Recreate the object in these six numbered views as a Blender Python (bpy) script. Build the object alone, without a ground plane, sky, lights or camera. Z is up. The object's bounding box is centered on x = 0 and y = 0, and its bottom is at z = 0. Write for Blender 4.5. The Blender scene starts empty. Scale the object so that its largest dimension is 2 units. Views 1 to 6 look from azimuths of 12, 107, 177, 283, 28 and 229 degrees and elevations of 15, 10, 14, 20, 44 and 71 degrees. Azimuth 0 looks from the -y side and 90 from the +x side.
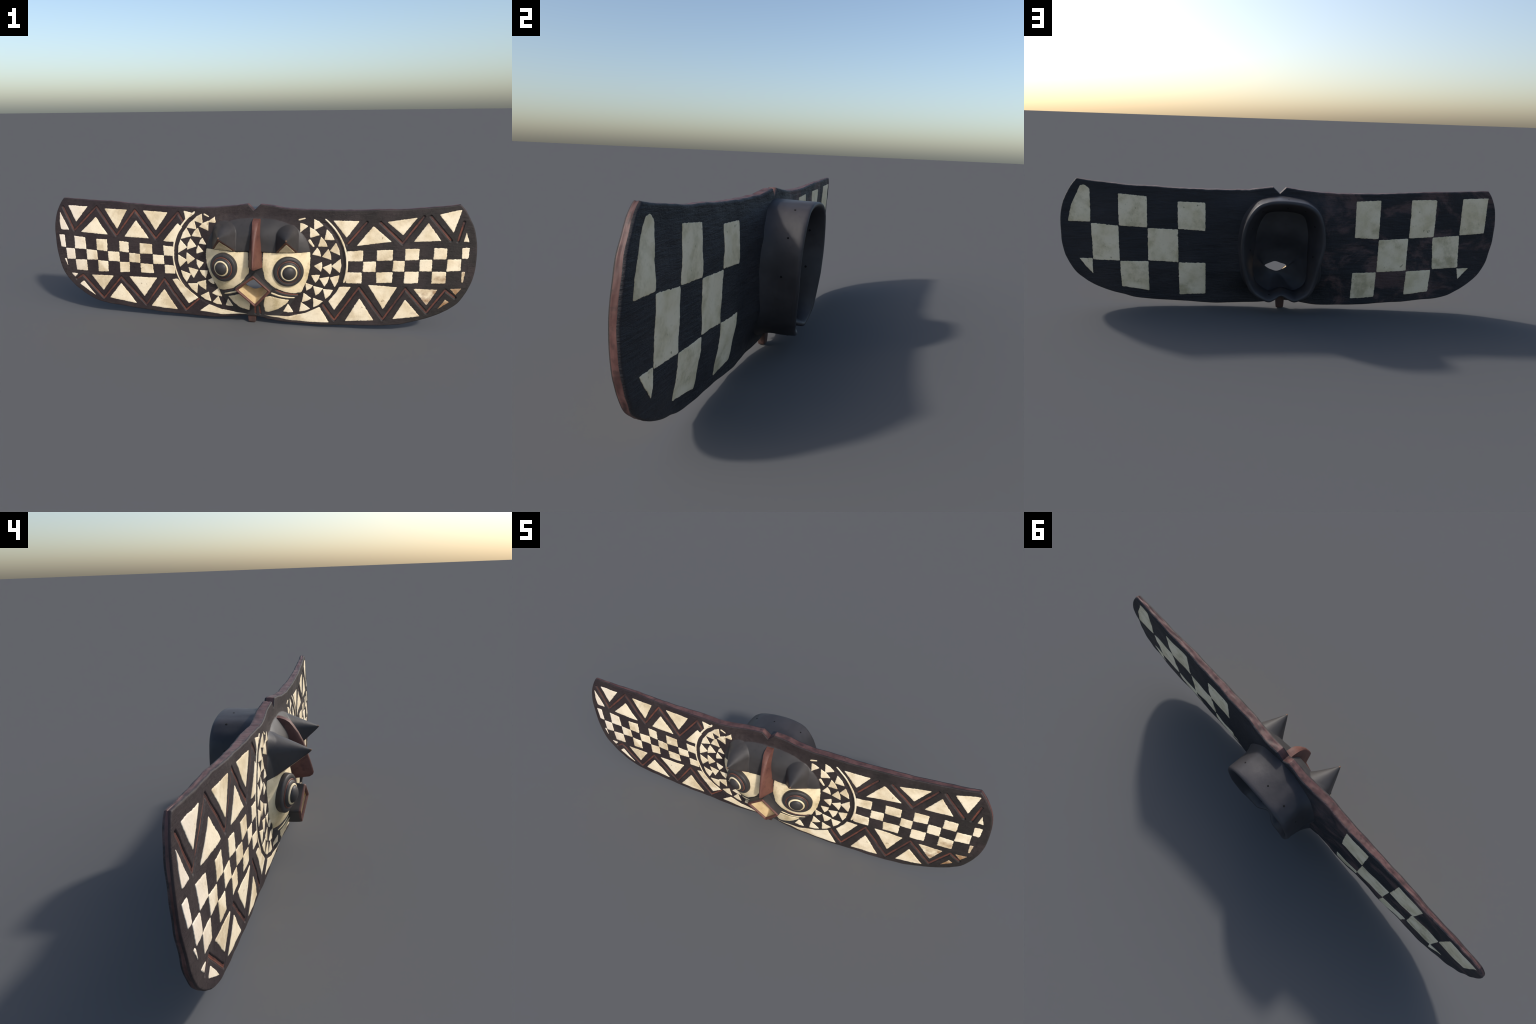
import bpy, bmesh, math, random
import numpy as np
from mathutils import Vector, Matrix, noise
from mathutils.kdtree import KDTree

rng = random.Random(7)

# ------------------------------------------------------------------ helpers
def smooth(a, b, x):
    t = np.clip((np.asarray(x, float) - a) / (b - a), 0, 1)
    return t * t * (3 - 2 * t)

def catmull(pts, n, closed=False):
    """n samples, even in arc length, of a Catmull-Rom curve through control points."""
    P = np.array(pts, float)
    if closed:
        Q = np.vstack([P[-1:], P, P[:2]])
    else:
        Q = np.vstack([2 * P[0] - P[1], P, 2 * P[-1] - P[-2]])
    out = []
    for i in range(1, len(Q) - 2):
        t = np.linspace(0, 1, 24, endpoint=False)[:, None]
        a, b, c, d = Q[i - 1], Q[i], Q[i + 1], Q[i + 2]
        out.append(.5 * (2 * b + (c - a) * t + (2 * a - 5 * b + 4 * c - d) * t ** 2
                         + (3 * b - a - 3 * c + d) * t ** 3))
    out = np.vstack(out + [Q[-2][None]])
    return resample(out, n, closed)

def resample(P, n, closed=False):
    P = np.array(P, float)
    s = np.r_[0, np.cumsum(np.linalg.norm(np.diff(P, axis=0), axis=1))]
    q = np.linspace(0, s[-1], n, endpoint=not closed)
    return np.stack([np.interp(q, s, P[:, k]) for k in range(P.shape[1])], 1)

def new_mesh(name, verts, faces, mat, parent, shade=True):
    me = bpy.data.meshes.new(name)
    me.from_pydata([tuple(map(float, v)) for v in verts], [], [tuple(map(int, f)) for f in faces])
    me.validate()
    if shade:
        me.shade_smooth()
    ob = bpy.data.objects.new(name, me)
    bpy.context.scene.collection.objects.link(ob)
    for m in (mat if isinstance(mat, (list, tuple)) else [mat]):
        me.materials.append(m)
    ob.parent = parent
    return ob

def fix_normals(ob):
    bm = bmesh.new(); bm.from_mesh(ob.data)
    bmesh.ops.remove_doubles(bm, verts=bm.verts, dist=1e-6)
    bmesh.ops.recalc_face_normals(bm, faces=bm.faces)
    bm.to_mesh(ob.data); bm.free()

def sharpen(ob, deg=35):
    bm = bmesh.new(); bm.from_mesh(ob.data)
    for e in bm.edges:
        if len(e.link_faces) == 2 and e.calc_face_angle(0) > math.radians(deg):
            e.smooth = False
    bm.to_mesh(ob.data); bm.free()

def bevelled(ob, width, seg=3, angle=30):
    m = ob.modifiers.new('round', 'BEVEL')
    m.width = width; m.segments = seg; m.limit_method = 'ANGLE'; m.angle_limit = math.radians(angle)

def loft(rings, closed_ring=True, cap_start=False, cap_end=False):
    n = len(rings[0]); V = np.vstack(rings); F = []
    for i in range(len(rings) - 1):
        for j in range(n if closed_ring else n - 1):
            k = (j + 1) % n
            F.append((i * n + j, i * n + k, (i + 1) * n + k, (i + 1) * n + j))
    if cap_start: F.append(tuple(range(n - 1, -1, -1)))
    if cap_end: F.append(tuple(range((len(rings) - 1) * n, len(rings) * n)))
    return V, F

# ------------------------------------------------------------------ materials
class Nodes:
    def __init__(s, name):
        s.m = bpy.data.materials.new(name); s.m.use_nodes = True
        s.t = s.m.node_tree; s.b = s.t.nodes['Principled BSDF']
        s.co = s.t.nodes.new('ShaderNodeTexCoord').outputs['Object']
    def link(s, a, b): s.t.links.new(a, b)
    def mapping(s, scale, loc=(0, 0, 0)):
        n = s.t.nodes.new('ShaderNodeMapping'); n.inputs['Scale'].default_value = scale
        n.inputs['Location'].default_value = loc
        s.link(s.co, n.inputs[0]); return n.outputs[0]
    def noise(s, scale, detail=4, rough=.55, vec=None, dist=0):
        n = s.t.nodes.new('ShaderNodeTexNoise'); n.inputs['Scale'].default_value = scale
        n.inputs['Detail'].default_value = detail; n.inputs['Roughness'].default_value = rough
        n.inputs['Distortion'].default_value = dist
        s.link(vec or s.co, n.inputs['Vector']); return n.outputs[0]
    def ramp(s, fac, a, b, lo=0., hi=1.):
        n = s.t.nodes.new('ShaderNodeMapRange'); n.interpolation_type = 'SMOOTHSTEP'
        n.inputs[1].default_value = a; n.inputs[2].default_value = b
        n.inputs[3].default_value = lo; n.inputs[4].default_value = hi
        s.link(fac, n.inputs[0]); return n.outputs[0]
    def math(s, op, a, b):
        n = s.t.nodes.new('ShaderNodeMath'); n.operation = op
        for k, v in enumerate((a, b)):
            if isinstance(v, (int, float)): n.inputs[k].default_value = v
            else: s.link(v, n.inputs[k])
        return n.outputs[0]
    def mix(s, fac, a, b):
        n = s.t.nodes.new('ShaderNodeMix'); n.data_type = 'RGBA'
        if isinstance(fac, (int, float)): n.inputs[0].default_value = fac
        else: s.link(fac, n.inputs[0])
        for k, v in ((6, a), (7, b)):
            if isinstance(v, tuple): n.inputs[k].default_value = (*v, 1)
            else: s.link(v, n.inputs[k])
        return n.outputs[2]
    def axis(s, k):
        n = s.t.nodes.new('ShaderNodeSeparateXYZ'); s.link(s.co, n.inputs[0]); return n.outputs[k]
    def bump(s, h, strength, dist):
        n = s.t.nodes.new('ShaderNodeBump'); n.inputs['Strength'].default_value = strength
        n.inputs['Distance'].default_value = dist
        s.link(h, n.inputs['Height']); s.link(n.outputs[0], s.b.inputs['Normal'])
    def done(s, col, rough=.6, spec=.35):
        if isinstance(col, tuple): s.b.inputs['Base Color'].default_value = (*col, 1)
        else: s.link(col, s.b.inputs['Base Color'])
        if isinstance(rough, float): s.b.inputs['Roughness'].default_value = rough
        else: s.link(rough, s.b.inputs['Roughness'])
        s.b.inputs['Specular IOR Level'].default_value = spec
        return s.m

def srgb(r, g, b):
    f = lambda c: ((c / 255 + .055) / 1.055) ** 2.4 if c > 10 else c / 255 / 12.92
    return (f(r), f(g), f(b))

def mat_front_black():
    n = Nodes('charred_wood_front')
    big = n.noise(6, 4, .6); fine = n.noise(70, 5, .65)
    grain = n.noise(26, 5, .65, n.mapping((1, 1, 5)))
    warm = n.mix(n.ramp(n.axis(0), -.5, .9), srgb(49, 40, 42), srgb(43, 40, 38))
    c = n.mix(n.ramp(big, .40, .66), warm, srgb(58, 50, 50))
    c = n.mix(n.ramp(fine, .42, .75, 0, .7), c, srgb(34, 28, 29))
    c = n.mix(n.ramp(grain, .58, .78, 0, .55), c, srgb(80, 68, 66))
    n.bump(n.math('ADD', fine, grain), .5, .0025)
    return n.done(c, .6, .3)

def mat_back_black():
    n = Nodes('charred_wood_back')
    big = n.noise(4, 3); fine = n.noise(50, 5, .65)
    grain = n.noise(14, 5, .65, n.mapping((1, 1, 6)))
    c = n.mix(n.ramp(big, .35, .7), srgb(40, 39, 42), srgb(50, 47, 49))
    c = n.mix(n.ramp(grain, .5, .75, 0, .7), c, srgb(34, 33, 37))
    # worn brown patches on the end where the stain has rubbed off
    worn = n.math('MULTIPLY', n.ramp(n.axis(0), -.02, -.25), n.ramp(n.noise(4.2, 6, .68, n.mapping((1, 1, 1.4), (.31, 0, .12)), .7), .47, .60))
    c = n.mix(n.math('MULTIPLY', worn, .85), c, srgb(92, 72, 70))
    c = n.mix(n.ramp(fine, .62, .8, 0, .35), c, srgb(78, 74, 76))
    n.bump(n.math('ADD', fine, n.math('MULTIPLY', grain, 2.0)), .7, .004)
    return n.done(c, .6, .3)

def mat_carved_black(name='blackened_carving', tone=(52, 50, 50)):
    n = Nodes(name)
    big = n.noise(9, 3); fine = n.noise(70, 4, .6)
    c = n.mix(n.ramp(big, .35, .7), srgb(*tone), srgb(tone[0] + 12, tone[1] + 11, tone[2] + 11))
    c = n.mix(n.ramp(fine, .55, .8, 0, .4), c, srgb(tone[0] - 14, tone[1] - 14, tone[2] - 13))
    n.bump(fine, .25, .0015)
    return n.done(c, .5, .35)

def mat_red(name, a=(78, 52, 49), b=(102, 72, 68), dark=(52, 40, 39)):
    n = Nodes(name)
    big = n.noise(14, 4, .6); fine = n.noise(45, 5, .6)
    c = n.mix(n.ramp(big, .36, .66), srgb(*a), srgb(*b))
    c = n.mix(n.ramp(fine, .48, .72, 0, .75), c, srgb(*dark))
    n.bump(fine, .3, .002)
    return n.done(c, .55, .35)

def mat_cream(name, a=(244, 229, 200), b=(226, 207, 172), spot=(160, 136, 100), stain=True, dirt=.35):
    n = Nodes(name)
    big = n.noise(14, 4); fine = n.noise(110, 4, .6); spots = n.noise(45, 3, .5, None, .4)
    c = n.mix(n.ramp(big, .35, .68), srgb(*a), srgb(*b))
    c = n.mix(n.ramp(fine, .5, .8, 0, .45), c, srgb(204, 186, 148))
    c = n.mix(n.ramp(n.noise(7, 5, .7), .50, .72, 0, dirt), c, srgb(*spot))
    c = n.mix(n.ramp(spots, .68, .76, 0, .8), c, srgb(*spot))
    if stain:      # brown soiling that sets in at the low outer end of one wing
        end = n.math('MULTIPLY', n.ramp(n.axis(0), .6, .98), n.ramp(n.axis(2), .42, .1))
        spill = n.math('ADD', n.math('MULTIPLY', end, .55), n.math('MULTIPLY', n.noise(30, 4), .75))
        c = n.mix(n.ramp(spill, .5, .82, 0, .9), c, srgb(140, 100, 62))
        left = n.ramp(n.axis(0), -.75, -.95)
        c = n.mix(n.math('MULTIPLY', left, .5), c, srgb(232, 220, 212))
    n.bump(n.math('ADD', fine, big), .4, .002)
    return n.done(c, .7, .25)

def mat_plain(name, col, rough=.6):
    n = Nodes(name); f = n.noise(60, 4)
    c = n.mix(n.ramp(f, .4, .75), srgb(*col), srgb(*[int(v * .75) for v in col]))
    n.bump(f, .2, .001)
    return n.done(c, rough)

M_FRONT = mat_front_black()
M_BACK = mat_back_black()
M_CARVE = mat_carved_black()
M_BOX = mat_carved_black('blackened_box', (50, 48, 50))
M_EDGE = mat_red('red_brown_edge')
M_NOSE = mat_red('red_brown_paint', (94, 60, 52), (106, 70, 60), (74, 46, 42))
M_GROOVE = mat_red('red_brown_groove', (112, 68, 56), (78, 52, 48), (52, 40, 39))
M_CREAM = mat_cream('cream_paint')
M_CREAM_BACK = mat_cream('cream_paint_back', (242, 222, 190), (224, 204, 166), (150, 136, 104), False, .5)
M_FACE_CREAM = mat_cream('cream_paint_face', (234, 216, 180), (212, 194, 154), (164, 142, 104), False, .55)
M_MOUTH = mat_cream('tan_mouth_paint', (214, 190, 148), (190, 164, 122), (128, 98, 66), False, .8)
M_HOLE = mat_plain('near_black_disc', (14, 13, 13), .9)
M_TIP = mat_plain('bare_wood_tip', (112, 84, 64))
M_WHISKER = mat_plain('dark_line_paint', (46, 38, 38))

# ------------------------------------------------------------------ root
root = bpy.data.objects.new('wooden_mask', None)
root.empty_display_size = .2
bpy.context.scene.collection.objects.link(root)
root['label'] = 'wide carved plank mask with owl face and cream geometric pattern'
root['category'] = 'mask'

# ------------------------------------------------------------------ the front surface
CX = .033                      # the face sits a little off the middle of the plank

def plank(x, z):
    """y of the flat of the plank's front: two gently hollow wings that meet in the middle."""
    l = -.022 - .09 * z - .048 * x * z + .132 * z * z
    r = -.036 - .014 * x - .011 * z + .031 * x * x + .017 * x * z + .032 * z * z
    k = smooth(-.35, .35, x)
    hewn = .0009 * (np.sin(31 * x + 9 * z) + np.sin(23 * z - 17 * x + 1.3) + .6 * np.sin(71 * x - 43 * z))
    # the plank leans back where it rises behind the brow
    lean = .012 * smooth(.45, .53, z) * np.exp(-((x - CX) / .19) ** 4)
    return l * (1 - k) + r * k + hewn + lean

LOW_Z = [.03, .06, .10, .15, .19, .24, .29, .33, .365]
LOW_H = [.000, .009, .024, .040, .048, .055, .056, .050, .040]
LOW_W = [.10, .125, .155, .190, .212, .232, .243, .247, .247]

def face_relief(x, z):
    """how far the face stands out of the plank"""
    x = np.asarray(x, float); z = np.asarray(z, float)
    u = np.abs(x - CX)
    zz = np.clip(z, .03, .365)
    h, w = np.interp(zz, LOW_Z, LOW_H), np.interp(zz, LOW_Z, LOW_W)
    cheek = h * np.clip(1 - (u / w) ** 3.0, 0, 1)
    rho = (u / .246) ** 2.5 + (np.clip(z - .34, 0, 1) / .171) ** 2.3
    brow = .047 * np.clip(1 - rho, 0, 1) ** .8
    for xt, zt, wl, wr, zb, up, ht in HORNS:
        g = horn_gauge(x, z, xt, zt, wl, wr, zb, up)
        brow = brow + ht * np.clip(1 - np.sqrt(g * g + .0012), 0, 1) ** 1.12
    cheek = cheek - .016 * np.exp(-(u / .050) ** 2) * smooth(.19, .26, z) * smooth(0, .01, cheek)
    brow = brow - .010 * np.exp(-(u / .050) ** 2) * smooth(.45, .38, z)
    k = smooth(.3600, .3640, z)
    return cheek * (1 - k) + brow * k

# horns over the eyes: tip x, tip z, reach to either side, foot height, reach upwards, how far they stand out
HORNS = [(-.119, .440, .061, .060, .3625, .056, .115), (.184, .436, .058, .044, .3625, .050, .103)]

def horn_gauge(x, z, xt, zt, wl, wr, zb, up):
    """0 at the tip, 1 at the foot: flat triangular underside, rounded flanks and top"""
    w = np.where(x < xt, wl, wr)
    return np.maximum((zt - z) / (zt - zb), np.sqrt(((x - xt) / w) ** 2 + (np.maximum(z - zt, 0) / up) ** 2))

# zigzag V-grooves: corner points of each carved line (x, z)
ZIGZAG = [
    [(-.949, .537), (-.895, .422), (-.769, .542), (-.670, .405), (-.568, .532), (-.465, .398), (-.350, .527), (-.323, .483)],
    [(-.900, .174), (-.864, .197), (-.759, .081), (-.657, .196), (-.534, .059), (-.432, .198), (-.327, .043), (-.258, .106)],
    [(.445, .403), (.527, .505)],
    [(.585, .506), (.684, .414), (.769, .535)],
    [(.798, .537), (.888, .432)],
    [(.917, .429), (.937, .514)],
    [(.340, .115), (.395, .040), (.502, .204), (.613, .056), (.706, .208), (.804, .098), (.878, .208), (.922, .174)],
]
WHISKER = [[(.128, .187), (.158, .172), (.200, .160), (.226, .155)], [(-.075, .185), (-.105, .172), (-.138, .160)]]
CHIN = [[(.024, .098), (.022, .050)], [(.044, .098), (.046, .050)]]
GROOVES = [(p, .0066, .0058) for p in ZIGZAG] + [(p, .005, .004) for p in WHISKER] + [(p, .005, .004) for p in CHIN]

def seg_dist(x, z, P):
    d = np.full(np.shape(x), 9.)
    for (x0, z0), (x1, z1) in zip(P[:-1], P[1:]):
        vx, vz = x1 - x0, z1 - z0
        t = np.clip(((x - x0) * vx + (z - z0) * vz) / (vx * vx + vz * vz), 0, 1)
        d = np.minimum(d, np.hypot(x - x0 - t * vx, z - z0 - t * vz))
    return d

def front(x, z):
    return plank(x, z) - face_relief(x, z)

def front_carved(x, z):
    y = front(x, z)
    g = np.zeros(np.shape(x))
    for P, hw, dep in GROOVES:
        Q = np.array(P)
        m = ((x > Q[:, 0].min() - .02) & (x < Q[:, 0].max() + .02) & (z > Q[:, 1].min() - .02) & (z < Q[:, 1].max() + .02))
        if m.any():
            d = seg_dist(x[m], z[m], P)
            g[m] = np.maximum(g[m], dep * np.clip(1.15 - d / hw, 0, 1))
    for c, r in RINGS:           # shallow carved rings round the face
        d = np.abs(np.hypot(x - c[0], z - c[1]) - r)
        side = ((x < -.15) if c[0] < 0 else (x > .2)) & (z < .50)
        g = np.maximum(g, np.where(side, .0022 * np.clip(1.3 - d / .008, 0, 1), 0))
    return y + g

RING_L, RING_R = (-.118, .317), (.180, .306)
RINGS = [(RING_L, .247), (RING_R, .250)]

def thickness(x, z):
    t = np.interp(x, [-1, -.9, -.75, -.6, -.3, .3, .6, .9, 1], [.019, .021, .027, .037, .050, .050, .041, .032, .029])
    prof = np.interp(z, [0, .06, .18, .42, .54, .6], [.42, .55, 1, 1, .78, .74])
    swell = .020 * np.exp(-(np.maximum(np.abs(x) - .17, 0) / .085) ** 2) * smooth(.06, .18, z) * smooth(.54, .46, z)
    return t * (1 + (prof - 1) * smooth(-1.05, -.6, x)) + swell

def back(x, z):
    lumps = .0011 * (np.sin(27 * x - 13 * z) + np.sin(19 * z + 22 * x + .7) + .5 * np.sin(83 * z + 20 * x))
    return plank(x, z) + thickness(x, z) + lumps

# ------------------------------------------------------------------ plank outline and grid
TOP_L = [(-.945, .581), (-.888, .581), (-.785, .576), (-.673, .572), (-.584, .566), (-.486, .560), (-.39, .556),
         (-.279, .555), (-.2, .556), (-.132, .561), (-.081, .566), (-.03, .573), (-.012, .5755)]
TOP_R = [(.047, .576), (.102, .569), (.164, .561), (.224, .558), (.304, .557), (.43, .558), (.505, .560), (.6, .565),
         (.7, .568), (.78, .576), (.874, .585), (.918, .590)]
NOTCH = (.017, .547)
RIGHT = [(.918, .59), (.928, .580), (.945, .558), (.963, .527), (.982, .487), (.994, .439), (.999, .399), (1., .350),
         (.998, .300), (.989, .253), (.978, .223), (.964, .193), (.936, .150), (.895, .116)]
LEFT = [(-.945, .581), (-.957, .566), (-.972, .540), (-.986, .507), (-.996, .464), (-1., .430), (-1., .396),
        (-.998, .342), (-.990, .292), (-.976, .233), (-.951, .184), (-.912, .140), (-.867, .105)]
BOTTOM = [(-.867, .105), (-.806, .072), (-.744, .056), (-.67, .049), (-.593, .039), (-.516, .033), (-.415, .024),
          (-.282, .019), (-.18, .017), (-.117, .024), (-.055, .034), (.02, .036), (.08, .024), (.145, .017), (.23, .014),
          (.335, .012), (.445, .018), (.546, .023), (.612, .027), (.686, .035), (.73, .048), (.79, .066), (.849, .090),
          (.895, .116)]
NU, NV = 1001, 279
nl = 503; nn = 13
top = np.vstack([catmull(TOP_L, nl), resample([TOP_L[-1], NOTCH], nn)[1:], resample([NOTCH, TOP_R[0]], nn)[1:],
                 catmull(TOP_R, NU - nl - 2 * (nn - 1) + 1)[1:]])
# adze marks: the top edge is slightly scalloped
ed = np.abs(top[:, 0] - NOTCH[0]) > .05
top[:, 1] += ed * np.array([.0016 * noise.noise((p[0] * 22, 1, 2)) + .0008 * noise.noise((p[0] * 50, 5, 2)) for p in top]) * smooth(.96, .85, np.abs(top[:, 0]))
bottom = catmull(BOTTOM, NU)
top[:, 1] -= .0025 * smooth(.95, .85, np.abs(top[:, 0]))
bottom[:, 1] -= .003 * smooth(-.86, -.7, bottom[:, 0]) * smooth(.15, -.1, bottom[:, 0])
left = catmull(LEFT, NV)[::-1]
right = catmull(RIGHT, NV)[::-1]
# denser rows near the edges so that they can be rounded
w = np.linspace(0, 1, NV); w = w - .055 * np.sin(2 * math.pi * w) / 1.0 * .9
uw = np.linspace(0, 1, NU)
def reparam(C, q):
    s = np.linspace(0, 1, len(C)); return np.stack([np.interp(q, s, C[:, 0]), np.interp(q, s, C[:, 1])], 1)
left, right = reparam(left, w), reparam(right, w)
U, W = np.meshgrid(uw, w)
G = ((1 - W)[..., None] * bottom[None] + W[..., None] * top[None]
     + (1 - U)[..., None] * left[:, None] + U[..., None] * right[:, None]
     - ((1 - U) * (1 - W))[..., None] * bottom[0] - (U * (1 - W))[..., None] * bottom[-1]
     - ((1 - U) * W)[..., None] * top[0] - (U * W)[..., None] * top[-1])
GX, GZ = G[..., 0], G[..., 1]

loop_ij = ([(0, j) for j in range(NU)] + [(i, NU - 1) for i in range(1, NV)]
           + [(NV - 1, j) for j in range(NU - 2, -1, -1)] + [(i, 0) for i in range(NV - 2, 0, -1)])
loop = np.array([G[i, j] for i, j in loop_ij])
kd = KDTree(len(loop))
for i, p in enumerate(loop): kd.insert((p[0], p[1], 0), i)
kd.balance()
near = np.zeros(GX.shape, bool); near[:12] = near[-12:] = True; near[:, :12] = near[:, -12:] = True
DIST = np.full(GX.shape, 1.)
for i, j in zip(*np.where(near)):
    DIST[i, j] = kd.find((GX[i, j], GZ[i, j], 0))[2]
def rounding(r):
    q = np.clip(r - DIST, 0, r); return r - np.sqrt(np.maximum(r * r - q * q, 0))

YF = front_carved(GX, GZ) + rounding(.005)
YB = back(GX, GZ) - rounding(.007)

idx = np.arange(NU * NV).reshape(NV, NU)
quads = np.stack([idx[:-1, :-1], idx[:-1, 1:], idx[1:, 1:], idx[1:, :-1]], -1).reshape(-1, 4)
cx = (GX[:-1, :-1] + GX[1:, 1:]).ravel() / 2
cz = (GZ[:-1, :-1] + GZ[1:, 1:]).ravel() / 2

MOUTH_T, MOUTH_L = (.029, -.127, .264), (-.060, -.119, .190)
MOUTH_B, MOUTH_R = (.035, -.112, .106), (.112, -.128, .192)
in_mouth = np.abs(cx - .028) / .080 + np.abs(cz - .188) / .074 < .9
BOX_C = (.002, .30)
relief = face_relief(cx, cz) > .0012

nV = NU * NV
# the rim joins the two skins
rim_loops = [idx.ravel()[[i * NU + j for i, j in loop_ij]]]
rimV = []
nL = len(loop_ij); fi = np.array([YF[i, j] for i, j in loop_ij]); bi = np.array([YB[i, j] for i, j in loop_ij])
tan = np.roll(loop, -1, 0) - np.roll(loop, 1, 0); tan /= np.linalg.norm(tan, axis=1)[:, None] + 1e-12
nor = np.stack([tan[:, 1], -tan[:, 0]], 1)
ks = [.2, .4, .6, .8]
base = 2 * nV
rim_faces = []
VR = []
for k in ks:
    out = np.array([-.0004 + .0026 * noise.noise((p[0] * 26, k * 2, p[1] * 26))
                    * math.sin(math.pi * k) for p in loop])
    q = loop + nor * out[:, None]
    VR.append(np.stack([q[:, 0], fi + (bi - fi) * k, q[:, 1]], 1))
ALLV = np.vstack([np.stack([GX.ravel(), YF.ravel(), GZ.ravel()], 1), np.stack([GX.ravel(), YB.ravel(), GZ.ravel()], 1)] + VR)
fl = np.array([idx[i, j] for i, j in loop_ij])
rows = [fl] + [base + n * nL + np.arange(nL) for n in range(4)] + [fl + nV]
for a, b in zip(rows[:-1], rows[1:]):
    rim_faces.append(np.stack([a, b, np.roll(b, -1), np.roll(a, -1)], 1))
rim_faces = np.vstack(rim_faces)
front_q = quads; back_q = quads[:, ::-1] + nV
keepF = ~in_mouth

# one body, one set of normals, then split into the parts
def body_normals():
    N = np.zeros_like(ALLV)
    for Q in (front_q, back_q, rim_faces):
        a, b, c, d = (ALLV[Q[:, k]] for k in range(4))
        n = np.cross(c - a, d - b)
        for k in range(4): np.add.at(N, Q[:, k], n)
    return N / (np.linalg.norm(N, axis=1)[:, None] + 1e-15)
NRM = body_normals()

def part(name, Q, mat):
    used, inv = np.unique(Q, return_inverse=True)
    ob = new_mesh(name, ALLV[used], inv.reshape(-1, 4), mat, root)
    ob.data.normals_split_custom_set_from_vertices([tuple(n) for n in NRM[used]])
    return ob

part('panel', np.vstack([front_q[keepF & ~relief]]), M_FRONT)
part('panel_edge', rim_faces, M_EDGE)
horn_of = np.full(len(cx), -1)
for n_, (xt, zt, wl, wr, zb, up, ht) in enumerate(HORNS):
    horn_of[(horn_gauge(cx, cz, xt, zt, wl, wr, zb, up) < .97) & (cz > zb)] = n_
part('face', front_q[keepF & relief & (horn_of < 0)], M_CARVE)
horn_parts = [part('horn', front_q[horn_of == n_], M_CARVE) for n_ in range(len(HORNS))]

# ------------------------------------------------------------------ painted pieces
def wobble_outline(poly, seed, step=.004, amp=.0012, cut=.0045):
    P = np.vstack([poly, poly[:1]]).astype(float)
    L = np.linalg.norm(np.diff(P, axis=0), axis=1).sum()
    # cut corners a little, then resample and wobble like a brushed edge
    pts = []
    n = len(poly)
    for i in range(n):
        p, a, b = np.array(poly[i]), np.array(poly[i - 1]), np.array(poly[(i + 1) % n])
        ca = min(cut / (np.linalg.norm(a - p) + 1e-9), .25); cb = min(cut / (np.linalg.norm(b - p) + 1e-9), .25)
        q0, q2 = p + (a - p) * ca, p + (b - p) * cb
        for t in (0, .33, .66, 1):
            pts.append((1 - t) ** 2 * q0 + 2 * t * (1 - t) * p + t * t * q2)
    R = resample(np.vstack([pts, pts[:1]]), max(14, int(L / step)), True)
    c = R.mean(0)
    for i, p in enumerate(R):
        k = noise.noise((p[0] * 120, seed * 3.7, p[1] * 120)) + .7 * noise.noise((p[0] * 330, seed * 1.9, p[1] * 330))
        d = p - c; R[i] = p + d / (np.linalg.norm(d) + 1e-9) * k * amp * 1.3
    return R

piece_no = [0]
def painted(name, poly, surf=front, mat=None, h=.0015, sign=-1, parent=None, amp=.0015):
    """a thick-edged patch of paint lying on the surface, its outline a little uneven"""
    piece_no[0] += 1
    small = np.ptp(np.array(poly), axis=0).max() < .075
    R = wobble_outline(poly, piece_no[0], step=.0028 if small else .0036, amp=amp, cut=.0026 if small else .004)
    c = R.mean(0)
    span = np.linalg.norm(R - c, axis=1).mean()
    e = min(.0022 / span, .2)
    rings = []
    for s, hh in ((1.0, -.0012), (1.0, .45), (1 - e * .5, .85), (1 - e, 1.), (.8, 1.05), (.6, 1.05), (.4, 1.05), (.2, 1.05)):
        q = c + (R - c) * s
        hh = hh if hh < 0 else hh * h
        rings.append(np.stack([q[:, 0], surf(q[:, 0], q[:, 1]) + sign * hh, q[:, 1]], 1))
    V, F = loft(rings)
    n = len(R); ci = len(V)
    V = np.vstack([V, [[c[0], float(surf(np.array([c[0]]), np.array([c[1]]))[0]) + sign * h * 1.05, c[1]]]])
    last = (len(rings) - 1) * n
    F += [(last + j, last + (j + 1) % n, ci) for j in range(n)]
    ob = new_mesh(name, V, F, mat or M_CREAM, parent or root)
    fix_normals(ob)
    return ob

def ribbon(name, path, w0, w1, surf, mat, lift=.0015, n=None, profile=None, crisp=False):
    """a painted strip of varying width along a path"""
    piece_no[0] += 1
    P = np.array(path, float) if crisp else catmull(path, 60)
    L = np.linalg.norm(np.diff(P, axis=0), axis=1).sum()
    P = resample(P, max(8, int(L / .004)))
    T = np.gradient(P, axis=0); T /= np.linalg.norm(T, axis=1)[:, None] + 1e-12
    N = np.stack([-T[:, 1], T[:, 0]], 1)
    t = np.linspace(0, 1, len(P))
    wd = np.array([(w0 + (w1 - w0) * a) for a in t]) * np.array([1 + .22 * noise.noise((p[0] * 60, piece_no[0], p[1] * 60)) for p in P])
    wd *= np.minimum(1, np.minimum(t, 1 - t) * L / .004 * .6 + .35)
    rings = []
    for o, hh in ((-1, -.0012), (-1, .5), (-.75, 1), (0, 1.05), (.75, 1), (1, .5), (1, -.0012)):
        q = P + N * (wd * o / 2)[:, None]
        rings.append(np.stack([q[:, 0], surf(q[:, 0], q[:, 1]) - (hh * lift if hh > 0 else hh), q[:, 1]], 1))
    V, F = loft(rings, False)
    ob = new_mesh(name, V, F, mat, root); fix_normals(ob)
    return ob

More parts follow.
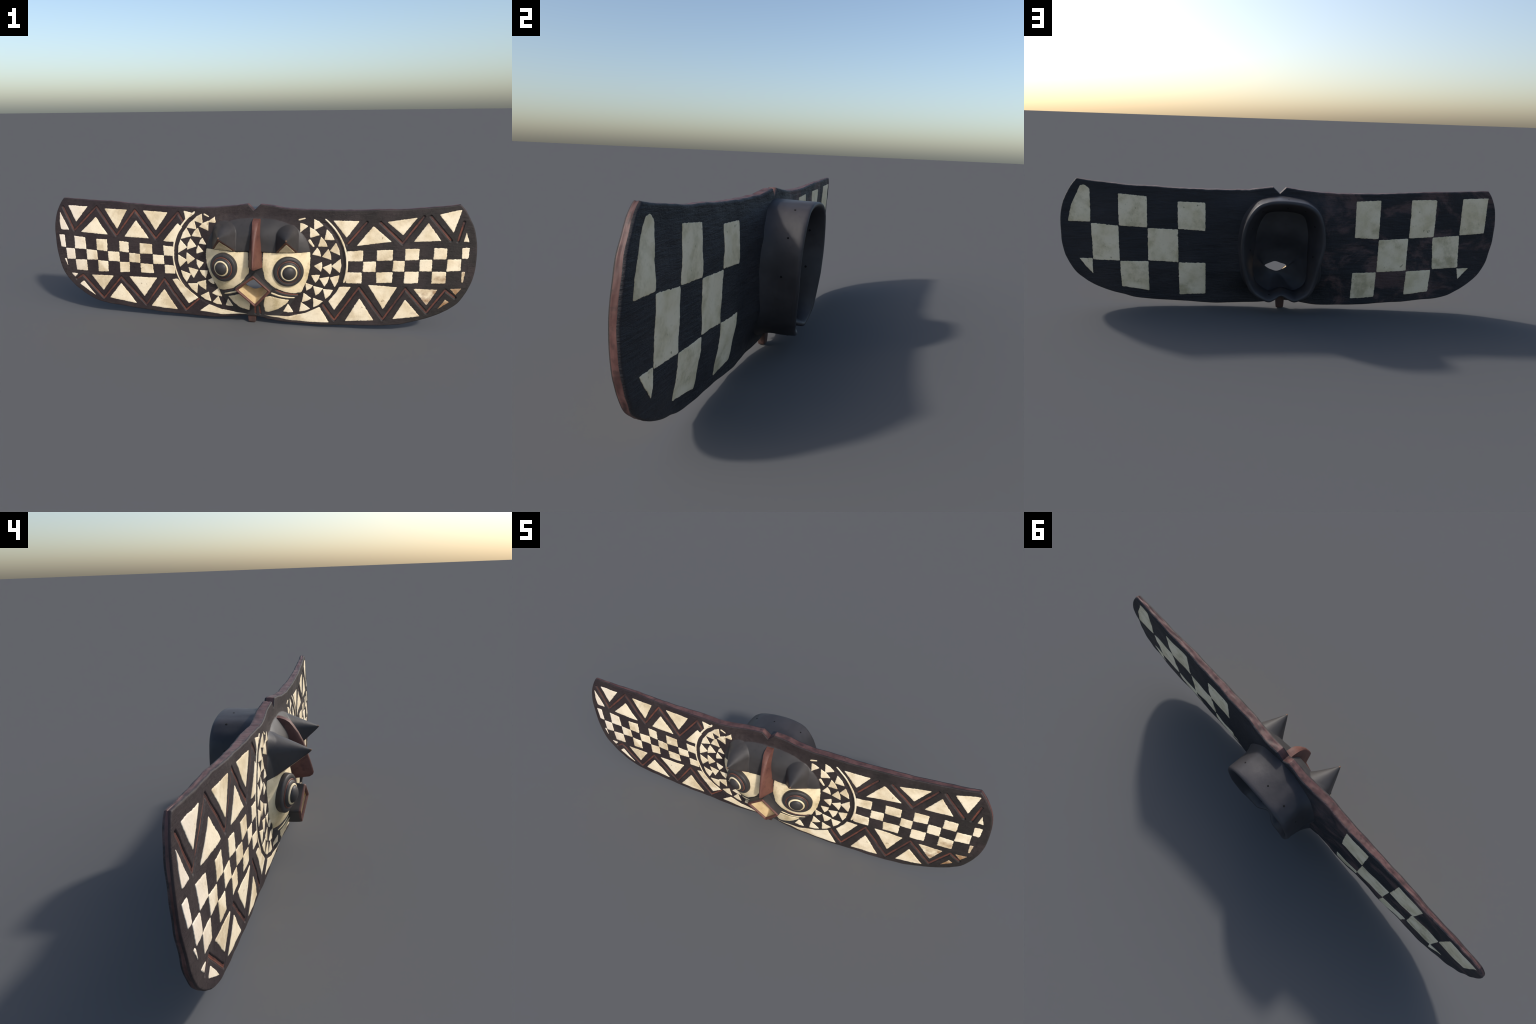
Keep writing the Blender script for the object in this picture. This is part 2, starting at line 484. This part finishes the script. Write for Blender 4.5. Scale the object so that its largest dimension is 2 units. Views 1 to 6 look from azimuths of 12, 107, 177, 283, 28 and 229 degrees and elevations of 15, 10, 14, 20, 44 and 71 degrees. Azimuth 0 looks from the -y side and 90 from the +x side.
# --- triangles between the zigzags: (base end, base end, point)
TRIANGLES = [
    [(-.920, .546), (-.815, .543), (-.882, .465)], [(-.774, .493), (-.714, .408), (-.858, .416)],
    [(-.727, .535), (-.607, .533), (-.663, .437)], [(-.563, .484), (-.500, .397), (-.628, .401)],
    [(-.526, .532), (-.400, .525), (-.464, .437)],
    [(-.659, .165), (-.584, .062), (-.727, .085)], [(-.614, .202), (-.468, .202), (-.541, .102)],
    [(-.434, .146), (-.372, .042), (-.507, .054)], [(-.817, .200), (-.696, .202), (-.757, .123)],
    [(.379, .510), (.495, .510), (.441, .434)], [(.556, .489), (.637, .421), (.485, .397)],
    [(.614, .509), (.742, .530), (.684, .452)], [(.789, .509), (.847, .431), (.731, .423)],
    [(.832, .546), (.925, .568), (.896, .467)],
    [(.506, .154), (.573, .051), (.443, .039)], [(.542, .219), (.670, .213), (.613, .106)],
    [(.708, .158), (.776, .081), (.657, .061)], [(.741, .209), (.845, .209), (.802, .133)],
]
for t in TRIANGLES: painted('painted_triangle', t)

# --- pieces cut short by the plank's ends, its foot and the rings
CUT_PIECES = [
    [(-.966, .513), (-.922, .424), (-.965, .424), (-.970, .458)],
    [(-.926, .205), (-.891, .203), (-.907, .185)], [(-.884, .150), (-.862, .168), (-.803, .094), (-.842, .120)],
    [(.950, .470), (.964, .428), (.940, .428)],
    [(.898, .215), (.946, .218), (.923, .187)], [(.881, .166), (.898, .153), (.850, .118)],
]
for t in CUT_PIECES: painted('painted_piece', t)

# --- chequers of the front: columns by x, rows by height lines that drift with x
def chequer(name, cols, lines, start, surf, mat, sign, ends=()):
    for r in range(3):
        for k in range(len(cols) - 1):
            if (k + r + start) % 2: continue
            a, b = cols[k], cols[k + 1]
            hi = [np.interp(x, *lines[r]) for x in (a, b)]
            lo = [np.interp(x, *lines[r + 1]) for x in (a, b)]
            j = lambda s=.0018: rng.uniform(-s, s)
            sk = .001
            painted(name, [(a + sk + j(), lo[0] + sk + j()), (b - sk + j(), lo[1] + sk + j()),
                           (b - sk + j(), hi[1] - sk + j()), (a + sk + j(), hi[0] - sk + j())], surf, mat, sign=sign)

lines_L = [([-.974, -.779, -.554, -.37], [.402, .387, .374, .363]), ([-.944, -.72, -.484, -.37], [.335, .325, .319, .315]),
           ([-.957, -.776, -.55, -.37], [.277, .277, .273, .268]), ([-.892, -.66, -.42, -.37], [.220, .220, .226, .227])]
chequer('painted_square', [-.896, -.835, -.776, -.719, -.659, -.608, -.550, -.484, -.428, -.372], lines_L, 0, front, M_CREAM, -1)
painted('painted_square', [(-.978, .400), (-.948, .399), (-.945, .336), (-.969, .338)])
painted('painted_square', [(-.945, .333), (-.897, .331), (-.895, .279), (-.940, .277)])
painted('painted_piece', [(-.957, .279), (-.945, .279), (-.940, .243)])

lines_R = [([.44, .604, .842, .947], [.371, .385, .399, .402]), ([.44, .574, .817, .94], [.324, .331, .346, .351]),
           ([.44, .7, .819, .94], [.274, .287, .291, .297]), ([.44, .619, .855, .94], [.222, .230, .236, .240])]
chequer('painted_square', [.442, .515, .575, .647, .698, .760, .817, .876, .936], lines_R, 0, front, M_CREAM, -1)
painted('painted_square', [(.937, .401), (.968, .402), (.965, .354), (.938, .353)])
painted('painted_piece', [(.941, .292), (.956, .295), (.950, .243), (.943, .248)])

# --- rings of small triangles round the face: base on the ring, point towards the eye
def tooth(c, r, a, tip, half, skew=0, name='ring_triangle'):
    a = math.radians(a); h = half / r
    pol = lambda rr, t: (c[0] + rr * math.cos(t), c[1] + rr * math.sin(t))
    j = lambda s: rng.uniform(-s, s)
    mid = pol(r + .0015, a)
    painted(name, [pol(r - .001, a - h * (1 + j(.08))), mid, pol(r - .001, a + h * (1 + j(.08))),
                   pol(tip + j(.002), a + skew / r)], amp=.0009)

L_OUT = [(125, .025), (137, .026), (151, .030), (168, .031), (186, .031), (205, .031), (223, .030), (243, .030), (258, .024), (273, .019)]
for k, (a, h) in enumerate(L_OUT): tooth(RING_L, .237, a, .194, h * 1.05, rng.uniform(-.006, .006))
painted('ring_triangle', [(-.168, .513), (-.164, .484), (-.203, .486)])
L_MID = [(123, .026), (141, .027), (162, .029), (183, .029), (205, .029), (229, .028), (255, .024)]
for a, h in L_MID: tooth(RING_L, .195, a, .152, h * 1.05, rng.uniform(-.005, .005))
L_IN = [(147, .015), (166, .019), (194, .021), (216, .020), (238, .016)]
for a, h in L_IN: tooth(RING_L, .147, a, .112, h * 1.15)
R_OUT = [(55, .026), (36, .030), (18, .030), (359, .030), (341, .030), (323, .028), (306, .027), (289, .026), (270, .023)]
for a, h in R_OUT: tooth(RING_R, .239, a, .197, h * 1.06, rng.uniform(-.006, .006))
R_MID = [(69, .018), (52, .028), (33, .026), (14, .026), (354, .027), (335, .025), (317, .024), (296, .024)]
for a, h in R_MID: tooth(RING_R, .197, a, .156, h * 1.06, rng.uniform(-.005, .005))
R_IN = [(23, .020), (356, .021), (333, .021), (311, .019)]
for a, h in R_IN: tooth(RING_R, .154, a, .118, h * 1.15)
ribbon('painted_stroke', [(.224, .508), (.238, .512), (.256, .517)], .007, .006, front, M_CREAM)
ribbon('painted_stroke', [(.272, .420), (.284, .402), (.296, .388)], .014, .010, front, M_CREAM)
ribbon('painted_stroke', [(-.221, .524), (-.208, .517), (-.196, .511)], .009, .006, front, M_CREAM)

def arc(c, r, a0, a1, n=24):
    return [(c[0] + r * math.cos(math.radians(a)), c[1] + r * math.sin(math.radians(a))) for a in np.linspace(a0, a1, n)]
ribbon('painted_arc', arc(RING_L, .261, 124, 222), .008, .007, front, M_CREAM)
ribbon('painted_arc', arc(RING_R, .266, 52, -18), .007, .009, front, M_CREAM)

BY_THE_RING = [
    [(-.352, .476), (-.330, .458), (-.362, .410), (-.369, .384), (-.428, .387)],
    [(-.320, .536), (-.265, .525), (-.312, .493)],
    [(-.390, .198), (-.363, .204), (-.340, .176), (-.262, .110), (-.312, .078)],
    [(.467, .207), (.393, .090), (.366, .132), (.400, .176), (.413, .203)],
]
for p in BY_THE_RING: painted('painted_piece', p)
painted('painted_piece', [(-.258, .044), (-.210, .080), (-.150, .060), (-.075, .050), (-.020, .046), (-.100, .038), (-.140, .032)])
painted('painted_piece', [(.062, .047), (.110, .037), (.180, .046), (.260, .068), (.325, .103), (.370, .028), (.290, .025), (.180, .029)])

# ------------------------------------------------------------------ red lines at the bottom of the grooves
for P in ZIGZAG:
    ribbon('zigzag_line', P, .0075, .0075, front_carved, M_GROOVE, .0012, crisp=True)
for P in WHISKER:
    ribbon('whisker_line', P, .006, .005, front_carved, M_GROOVE, .0012)
for P in CHIN:
    ribbon('chin_line', P, .007, .007, front_carved, M_GROOVE, .0012)

# ------------------------------------------------------------------ face: eye patches, cheeks
LIFT = .0018
painted('eye_patch', [(.067, .361), (.120, .361), (.180, .362), (.240, .362), (.278, .363), (.281, .335), (.279, .290),
                      (.268, .235), (.240, .168), (.210, .166), (.165, .178), (.120, .200), (.078, .240), (.066, .290)],
        mat=M_FACE_CREAM, h=LIFT)
painted('eye_patch', [(-.004, .360), (-.050, .358), (-.110, .361), (-.165, .362), (-.212, .361), (-.216, .330), (-.212, .285),
                      (-.196, .230), (-.155, .166), (-.125, .167), (-.075, .185), (-.030, .220), (.002, .265), (.001, .300)],
        mat=M_FACE_CREAM, h=LIFT)
ribbon('whisker_stripe', [(.105, .172), (.140, .157), (.180, .146), (.210, .141)], .009, .006, front, M_FACE_CREAM)
ribbon('whisker_stripe', [(-.052, .172), (-.085, .160), (-.125, .146)], .009, .006, front, M_FACE_CREAM)
painted('cheek_patch', [(.075, .150), (.100, .155), (.140, .143), (.185, .131), (.172, .112), (.130, .082), (.085, .064), (.070, .066), (.066, .110)],
        mat=M_FACE_CREAM)
painted('cheek_patch', [(-.010, .150), (-.050, .155), (-.105, .136), (-.080, .105), (-.050, .080), (-.005, .068), (.001, .110)],
        mat=M_FACE_CREAM)

# ------------------------------------------------------------------ eyes: turned stepped discs
def lathe(name, prof, mat, frame, parent, seg=64):
    rings = []
    for r, h in prof:
        rings.append(np.array([tuple(frame @ Vector((r * math.cos(a), r * math.sin(a), h)))
                               for a in np.linspace(0, 2 * math.pi, seg, endpoint=False)]))
    V, F = loft(rings, True, False, prof[-1][0] > 0)
    ob = new_mesh(name, V, F, mat, parent); fix_normals(ob)
    return ob

def eye(center, axis, R):
    fr = Matrix.Translation(center) @ Vector(axis).to_track_quat('Z', 'Y').to_matrix().to_4x4()
    p = [(a * R, b) for a, b in ((1.0, -.03), (1.0, .001), (.985, .005), (.95, .0075), (.86, .0095), (.765, .0105), (.75, .0095))]
    e = lathe('eye', p, M_CARVE, fr, root)
    p = [(a * R, b) for a, b in ((.77, .007), (.755, .0112), (.725, .0132), (.695, .0128), (.69, .008))]
    lathe('eye_ring', p, M_GROOVE, fr, e)
    p = [(a * R, b) for a, b in ((.71, .008), (.70, .0125), (.665, .0155), (.60, .0185), (.54, .020), (.53, .016))]
    lathe('eye_disc', p, M_CARVE, fr, e)
    p = [(a * R, b) for a, b in ((.55, .016), (.54, .0208), (.515, .0228), (.46, .0242), (.44, .0232), (.435, .018))]
    lathe('iris', p, M_FACE_CREAM, fr, e)
    p = [(a * R, b) for a, b in ((.45, .018), (.44, .0235), (.42, .0272), (.36, .0310), (.26, .0345), (.13, .0368), (.02, .0376))]
    lathe('pupil', p, M_CARVE, fr, e)
eye((.186, -.080, .277), (.26, -1, -.03), .070)
eye((-.119, -.083, .285), (-.26, -1, -.03), .068)

# ------------------------------------------------------------------ nose: a wedge with a rounded ridge
NOSE = [(.509, -.040, .018, .015), (.503, -.060, .019, .015), (.494, -.075, .020, .014), (.480, -.086, .021, .012), (.455, -.103, .023, .010), (.420, -.121, .025, .008),
        (.370, -.138, .028, .007), (.330, -.150, .031, .006), (.309, -.155, .033, .006), (.299, -.152, .033, .006), (.292, -.142, .034, .006)]
rings = []
for z, y, b, a in NOSE:
    yb = float(front(np.array([CX]), np.array([z]))[0]) + .012
    yb = max(yb, -.062) if z < .4 else yb
    x0 = CX - .001
    sec = [(x0 - b, yb), (x0 - b * .97, yb + (y - yb) * .25), (x0 - a - (b - a) * .28, yb + (y - yb) * .72), (x0 - a, y + (yb - y) * .06), (x0 - a * .6, y + .001),
           (x0, y - .001), (x0 + a * .6, y + .001), (x0 + a, y + (yb - y) * .06), (x0 + a + (b - a) * .28, yb + (y - yb) * .72), (x0 + b * .97, yb + (y - yb) * .25), (x0 + b, yb)]
    slope = .012 if z < .31 else 0
    rings.append(np.array([(p[0], p[1], z) for p in sec]))
V, F = loft(rings, True, True, True)
ob = new_mesh('nose', V, F, M_NOSE, root); fix_normals(ob); sharpen(ob, 50)

# ------------------------------------------------------------------ mouth: a hollow diamond box
def diamond(pts, n=12, rad=.12):
    """closed diamond with slightly rounded corners; pts = top, left, bottom, right"""
    P = [np.array(p, float) for p in pts]; out = []
    for i in range(4):
        p, a, b = P[i], P[i - 1], P[(i + 1) % 4]
        q0, q2 = p + (a - p) * rad, p + (b - p) * rad
        for t in np.linspace(0, 1, 5):
            out.append((1 - t) ** 2 * q0 + 2 * t * (1 - t) * p + t * t * q2)
        nq = P[(i + 1) % 4] + (P[i] - P[(i + 1) % 4]) * rad
        for t in np.linspace(0, 1, n)[1:-1]:
            out.append(q2 + (nq - q2) * t)
    return np.array(out)
FR = [MOUTH_T, MOUTH_L, MOUTH_B, MOUTH_R]
mc = np.mean([np.array(p) for p in FR], 0)
def scaled(s, dy, rad=.06, c=mc):
    return diamond([tuple(c + (np.array(p) - c) * s + np.array((0, dy, 0))) for p in FR], rad=rad)
outer = [scaled(1.06, .085), scaled(1.03, .03), scaled(1.01, .010), scaled(1.0, .006)]
V, F = loft(outer); mouth = new_mesh('mouth', V, F, M_CARVE, root); fix_normals(mouth)
lip = [scaled(1.002, .0065), scaled(.985, .001), scaled(.95, -.001), scaled(.89, -.0005), scaled(.83, .003), scaled(.80, .008)]
V, F = loft(lip); ob = new_mesh('lip', V, F, M_NOSE, mouth); fix_normals(ob)
hole = np.array([(.024 + .046 * math.cos(t) * (1 + .10 * math.cos(2 * t)), -.030, .196 + .021 * math.sin(t) * (1 + .12 * math.cos(4 * t + .5)))
                 for t in np.linspace(0, 2 * math.pi, 200, endpoint=False)])
def align(ring, n, start):
    """resample a closed ring to n points by angle about its centre"""
    c = ring.mean(0); a = np.arctan2(ring[:, 2] - c[2], ring[:, 0] - c[0]); o = np.argsort(a); R, a = ring[o], a[o]
    q = np.linspace(-math.pi, math.pi, n, endpoint=False)
    return np.stack([np.interp(q, np.r_[a - 2 * math.pi, a, a + 2 * math.pi], np.r_[R[:, k], R[:, k], R[:, k]]) for k in range(3)], 1)
A = align(scaled(.82, .006), 128, 0); B = align(hole, 128, 0)
fun = []
for t in np.linspace(0, 1, 14):
    s = t ** 1.5
    q = A * (1 - s) + B * s; q[:, 1] = A[:, 1] * (1 - t) + B[:, 1] * t
    q += np.array([[.0015 * noise.noise(tuple(p * 60)) * math.sin(math.pi * t), 0, .0015 * noise.noise(tuple(p * 60 + 9)) * math.sin(math.pi * t)] for p in q])
    fun.append(q)
V, F = loft(fun); ob = new_mesh('mouth_hollow', V, F, M_MOUTH, mouth); fix_normals(ob)

# ------------------------------------------------------------------ horns: painted undersides and worn tips
for hp, (xt, zt, wl, wr, zb, up, ht) in zip(horn_parts, HORNS):
    painted('horn_underside', [(xt, zt - .003), (xt - wl + .001, zb + .0025), (xt + wr - .001, zb + .0025)], mat=M_GROOVE, h=.0012, parent=hp, amp=.0005)
    painted('horn_underside_paint', [(xt, zt - .019), (xt - wl + .013, zb + .003), (xt + wr - .013, zb + .003)], mat=M_FACE_CREAM, h=.0026, parent=hp, amp=.0008)
    ty = float(front(np.array([xt]), np.array([zt]))[0])
    rings = [np.array([(xt + r * math.cos(a), ty + d, zt + r * math.sin(a)) for a in np.linspace(0, 2 * math.pi, 20, endpoint=False)])
             for r, d in ((.0042, .0070), (.0036, .004), (.0026, .0012), (.0014, -.0004), (.0003, -.001))]
    V, F = loft(rings, True, False, True); o = new_mesh('horn_tip', V, F, M_TIP, hp); fix_normals(o)

# ------------------------------------------------------------------ hollow box behind the face
OUTLINE = [(.018, .534), (.075, .527), (.122, .504), (.165, .438), (.187, .347), (.181, .243), (.160, .160), (.130, .106), (.068, .067),
           (.030, .073), (.002, .088), (-.028, .076), (-.069, .069), (-.134, .116), (-.167, .243), (-.185, .352), (-.163, .464), (-.118, .512), (-.055, .530)]
NB = 240
O = catmull(OUTLINE, NB, True)
bc = np.array(BOX_C)
def rim_y(x, z):
    y = np.interp(z, [.07, .12, .25, .40, .48, .54], [.134, .146, .160, .165, .168, .169])
    return y - .028 * np.exp(-((x - .002) / .03) ** 2) * smooth(.2, .1, z)
def shrink(P, d):
    t = np.roll(P, -1, 0) - np.roll(P, 1, 0); t /= np.linalg.norm(t, axis=1)[:, None]
    n = np.stack([t[:, 1], -t[:, 0]], 1)
    if ((P - bc) * n).sum() < 0: n = -n
    Q = P - n * d
    for _ in range(int(abs(d) * 500) + 1):
        Q = (np.roll(Q, 1, 0) + 2 * Q + np.roll(Q, -1, 0)) / 4
    return Q
ry = rim_y(O[:, 0], O[:, 1])
by = back(O[:, 0], O[:, 1])
def ring3(P, y): return np.stack([P[:, 0], y, P[:, 1]], 1)
HOLE_DISCS = [(.115, .116, .516), (-.019, .115, .542), (.172, .112, .428), (-.168, .112, .44), (-.11, .118, .515), (.183, .10, .30), (-.172, .105, .27), (.06, .10, .08)]
rings = []
for t, fl_ in ((0, .022), (.06, .016), (.13, .009), (.22, .004), (.32, .001), (.42, 0), (.52, 0), (.62, 0), (.72, 0), (.82, 0), (.90, 0)):
    P = O + (shrink(O, -fl_) - O) * np.interp(O[:, 1], [.44, .53], [.75, .15])[:, None] if fl_ > 0 else O.copy()
    P = P.copy(); P[:, 0] += np.sign(P[:, 0]) * np.where(P[:, 0] < 0, .024, .010) * (1 - t) * smooth(.26, .14, P[:, 1]) * smooth(.05, .12, np.abs(P[:, 0]))
    P = P.copy(); P[:, 1] = np.maximum(P[:, 1], .030)
    y0 = back(P[:, 0], P[:, 1]) - .004
    y = y0 + (ry - y0) * t
    lump = np.array([.0022 * noise.noise((p[0] * 18, yy * 18, p[1] * 18)) for p, yy in zip(P, y)])
    rings.append(ring3(P + (P - bc) * lump[:, None] * 5 * min(1, t * 3), y))
for d, dy in ((.001, .006), (.004, .0015), (.009, 0), (.014, .0018), (.017, .006)):
    rings.append(ring3(shrink(O, d), ry - dy))
for t, d in ((.12, .023), (.28, .032), (.5, .043), (.7, .053), (.85, .060), (1., .066)):
    k_ = .45 + .55 * smooth(.12, .34, O[:, 1])
    P = O + (shrink(O, d) - O) * (1 + (k_ - 1) * t)[:, None]
    rings.append(ring3(P, ry + (.034 - ry) * t))
def inside(P, x, z):
    c = np.zeros(x.shape, bool)
    for (x0, z0), (x1, z1) in zip(P, np.roll(P, -1, 0)):
        c ^= ((z0 > z) != (z1 > z)) & (x < (x1 - x0) * (z - z0) / (z1 - z0 + 1e-12) + x0)
    return c
# the plank is hollowed out inside the box wall
part('panel_back', back_q[~inside(shrink(O, .006), cx, cz)], M_BACK)
V, F = loft(rings)
box = new_mesh('face_box', V, F, M_BOX, root); fix_normals(box)
# hollow floor, running in to the mouth slit
A = align(rings[-1], 200, 0); B = align(hole, 200, 0)
fl2 = []
for t in np.linspace(0, 1, 22):
    q = A * (1 - t) + B * t
    deep = smooth(.40, .26, q[:, 2])       # shallow behind the brow, deep behind nose and mouth
    q[:, 1] = .034 + (-.064 * deep - .024 * (1 - deep)) * math.sin(t * math.pi / 2) - .040 * (1 - deep) * smooth(.7, 1, t)
    q[:, 1] += .0015 * np.array([noise.noise((p[0] * 25, 3, p[2] * 25)) for p in q]) * (t < 1)
    lim = front(q[:, 0], q[:, 2]) + .010
    q[:, 1] = np.maximum(q[:, 1], lim) if t < .97 else q[:, 1]
    fl2.append(q)
V, F = loft(fl2); ob = new_mesh('box_floor', V, F, M_BOX, box); fix_normals(ob)

# tie holes: flat near-black discs set on the box wall, outside and inside; the wall is not cut
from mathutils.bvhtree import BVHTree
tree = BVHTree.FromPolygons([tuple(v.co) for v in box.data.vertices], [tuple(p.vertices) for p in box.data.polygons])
def tie_hole_dark_disc(p, r=.0042):
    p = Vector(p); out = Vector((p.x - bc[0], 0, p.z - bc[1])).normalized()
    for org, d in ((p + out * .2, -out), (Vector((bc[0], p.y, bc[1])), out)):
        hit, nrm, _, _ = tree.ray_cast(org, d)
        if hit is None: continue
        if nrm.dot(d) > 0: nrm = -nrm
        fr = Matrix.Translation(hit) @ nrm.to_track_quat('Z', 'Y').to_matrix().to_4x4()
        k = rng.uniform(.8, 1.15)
        lathe('tie_hole_dark_disc', [(r * k * 1.05, -.002), (r * k, .0004), (r * k * .8, .0006), (.0002, .0005)], M_HOLE, fr, box, 18)
for p in HOLE_DISCS: tie_hole_dark_disc(p)

# ------------------------------------------------------------------ peg under the chin
px, py = .001, -.010
rings = []
for z, w_, d_ in ((.055, .020, .014), (.030, .020, .014), (.010, .0185, .013), (.002, .0172, .012), (.0, .0155, .0105)):
    rings.append(np.array([(px + sx * w_ * kx, py + sy * d_ * ky, z) for sx, sy, kx, ky in
                           ((-1, -1, 1, .8), (-1, -1, .85, 1), (1, -1, .85, 1), (1, -1, 1, .8), (1, 1, 1, .8), (1, 1, .85, 1), (-1, 1, .85, 1), (-1, 1, 1, .8))]))
V, F = loft(rings, True, True, True)
ob = new_mesh('peg', V, F, mat_red('peg_wood', (84, 58, 52), (70, 54, 50), (56, 44, 42)), root); fix_normals(ob); sharpen(ob, 40)

# ------------------------------------------------------------------ chequers on the back
rows_p = [([.34, .48, .61, .74], [.495, .498, .518, .530]), ([.34, .48, .61, .74, .865], [.364, .371, .374, .382, .390]),
          ([.34, .48, .61, .74, .865], [.217, .215, .219, .218, .220]), ([.34, .48, .61, .75], [.059, .054, .072, .092])]
chequer('back_square', [.349, .475, .612, .741, .862], rows_p, 0, back, M_CREAM_BACK, 1)
rows_m = [([-.95, -.69, -.33], [.549, .535, .521]), ([-.95, -.83, -.704, -.587, -.446, -.33], [.383, .370, .358, .350, .342, .348]),
          ([-.84, -.718, -.6, -.458, -.33], [.212, .203, .194, .187, .182]), ([-.735, -.615, -.476, -.335], [.093, .075, .062, .050])]
chequer('back_square', [-.711, -.592, -.450, -.335], rows_m, 0, back, M_CREAM_BACK, 1)
def on_back(name, p): painted(name, p, back, M_CREAM_BACK, sign=1)
on_back('back_square', [(-.830, .542), (-.947, .549), (-.949, .383), (-.833, .371)])
on_back('back_square', [(-.705, .357), (-.832, .368), (-.842, .214), (-.718, .204)])
on_back('back_piece', [(-.839, .209), (-.896, .210), (-.849, .156)])
on_back('back_piece', [(.903, .560), (.884, .562), (.863, .544), (.865, .397), (.963, .398), (.944, .475)])
on_back('back_piece', [(.923, .226), (.864, .226), (.865, .153), (.896, .190)])
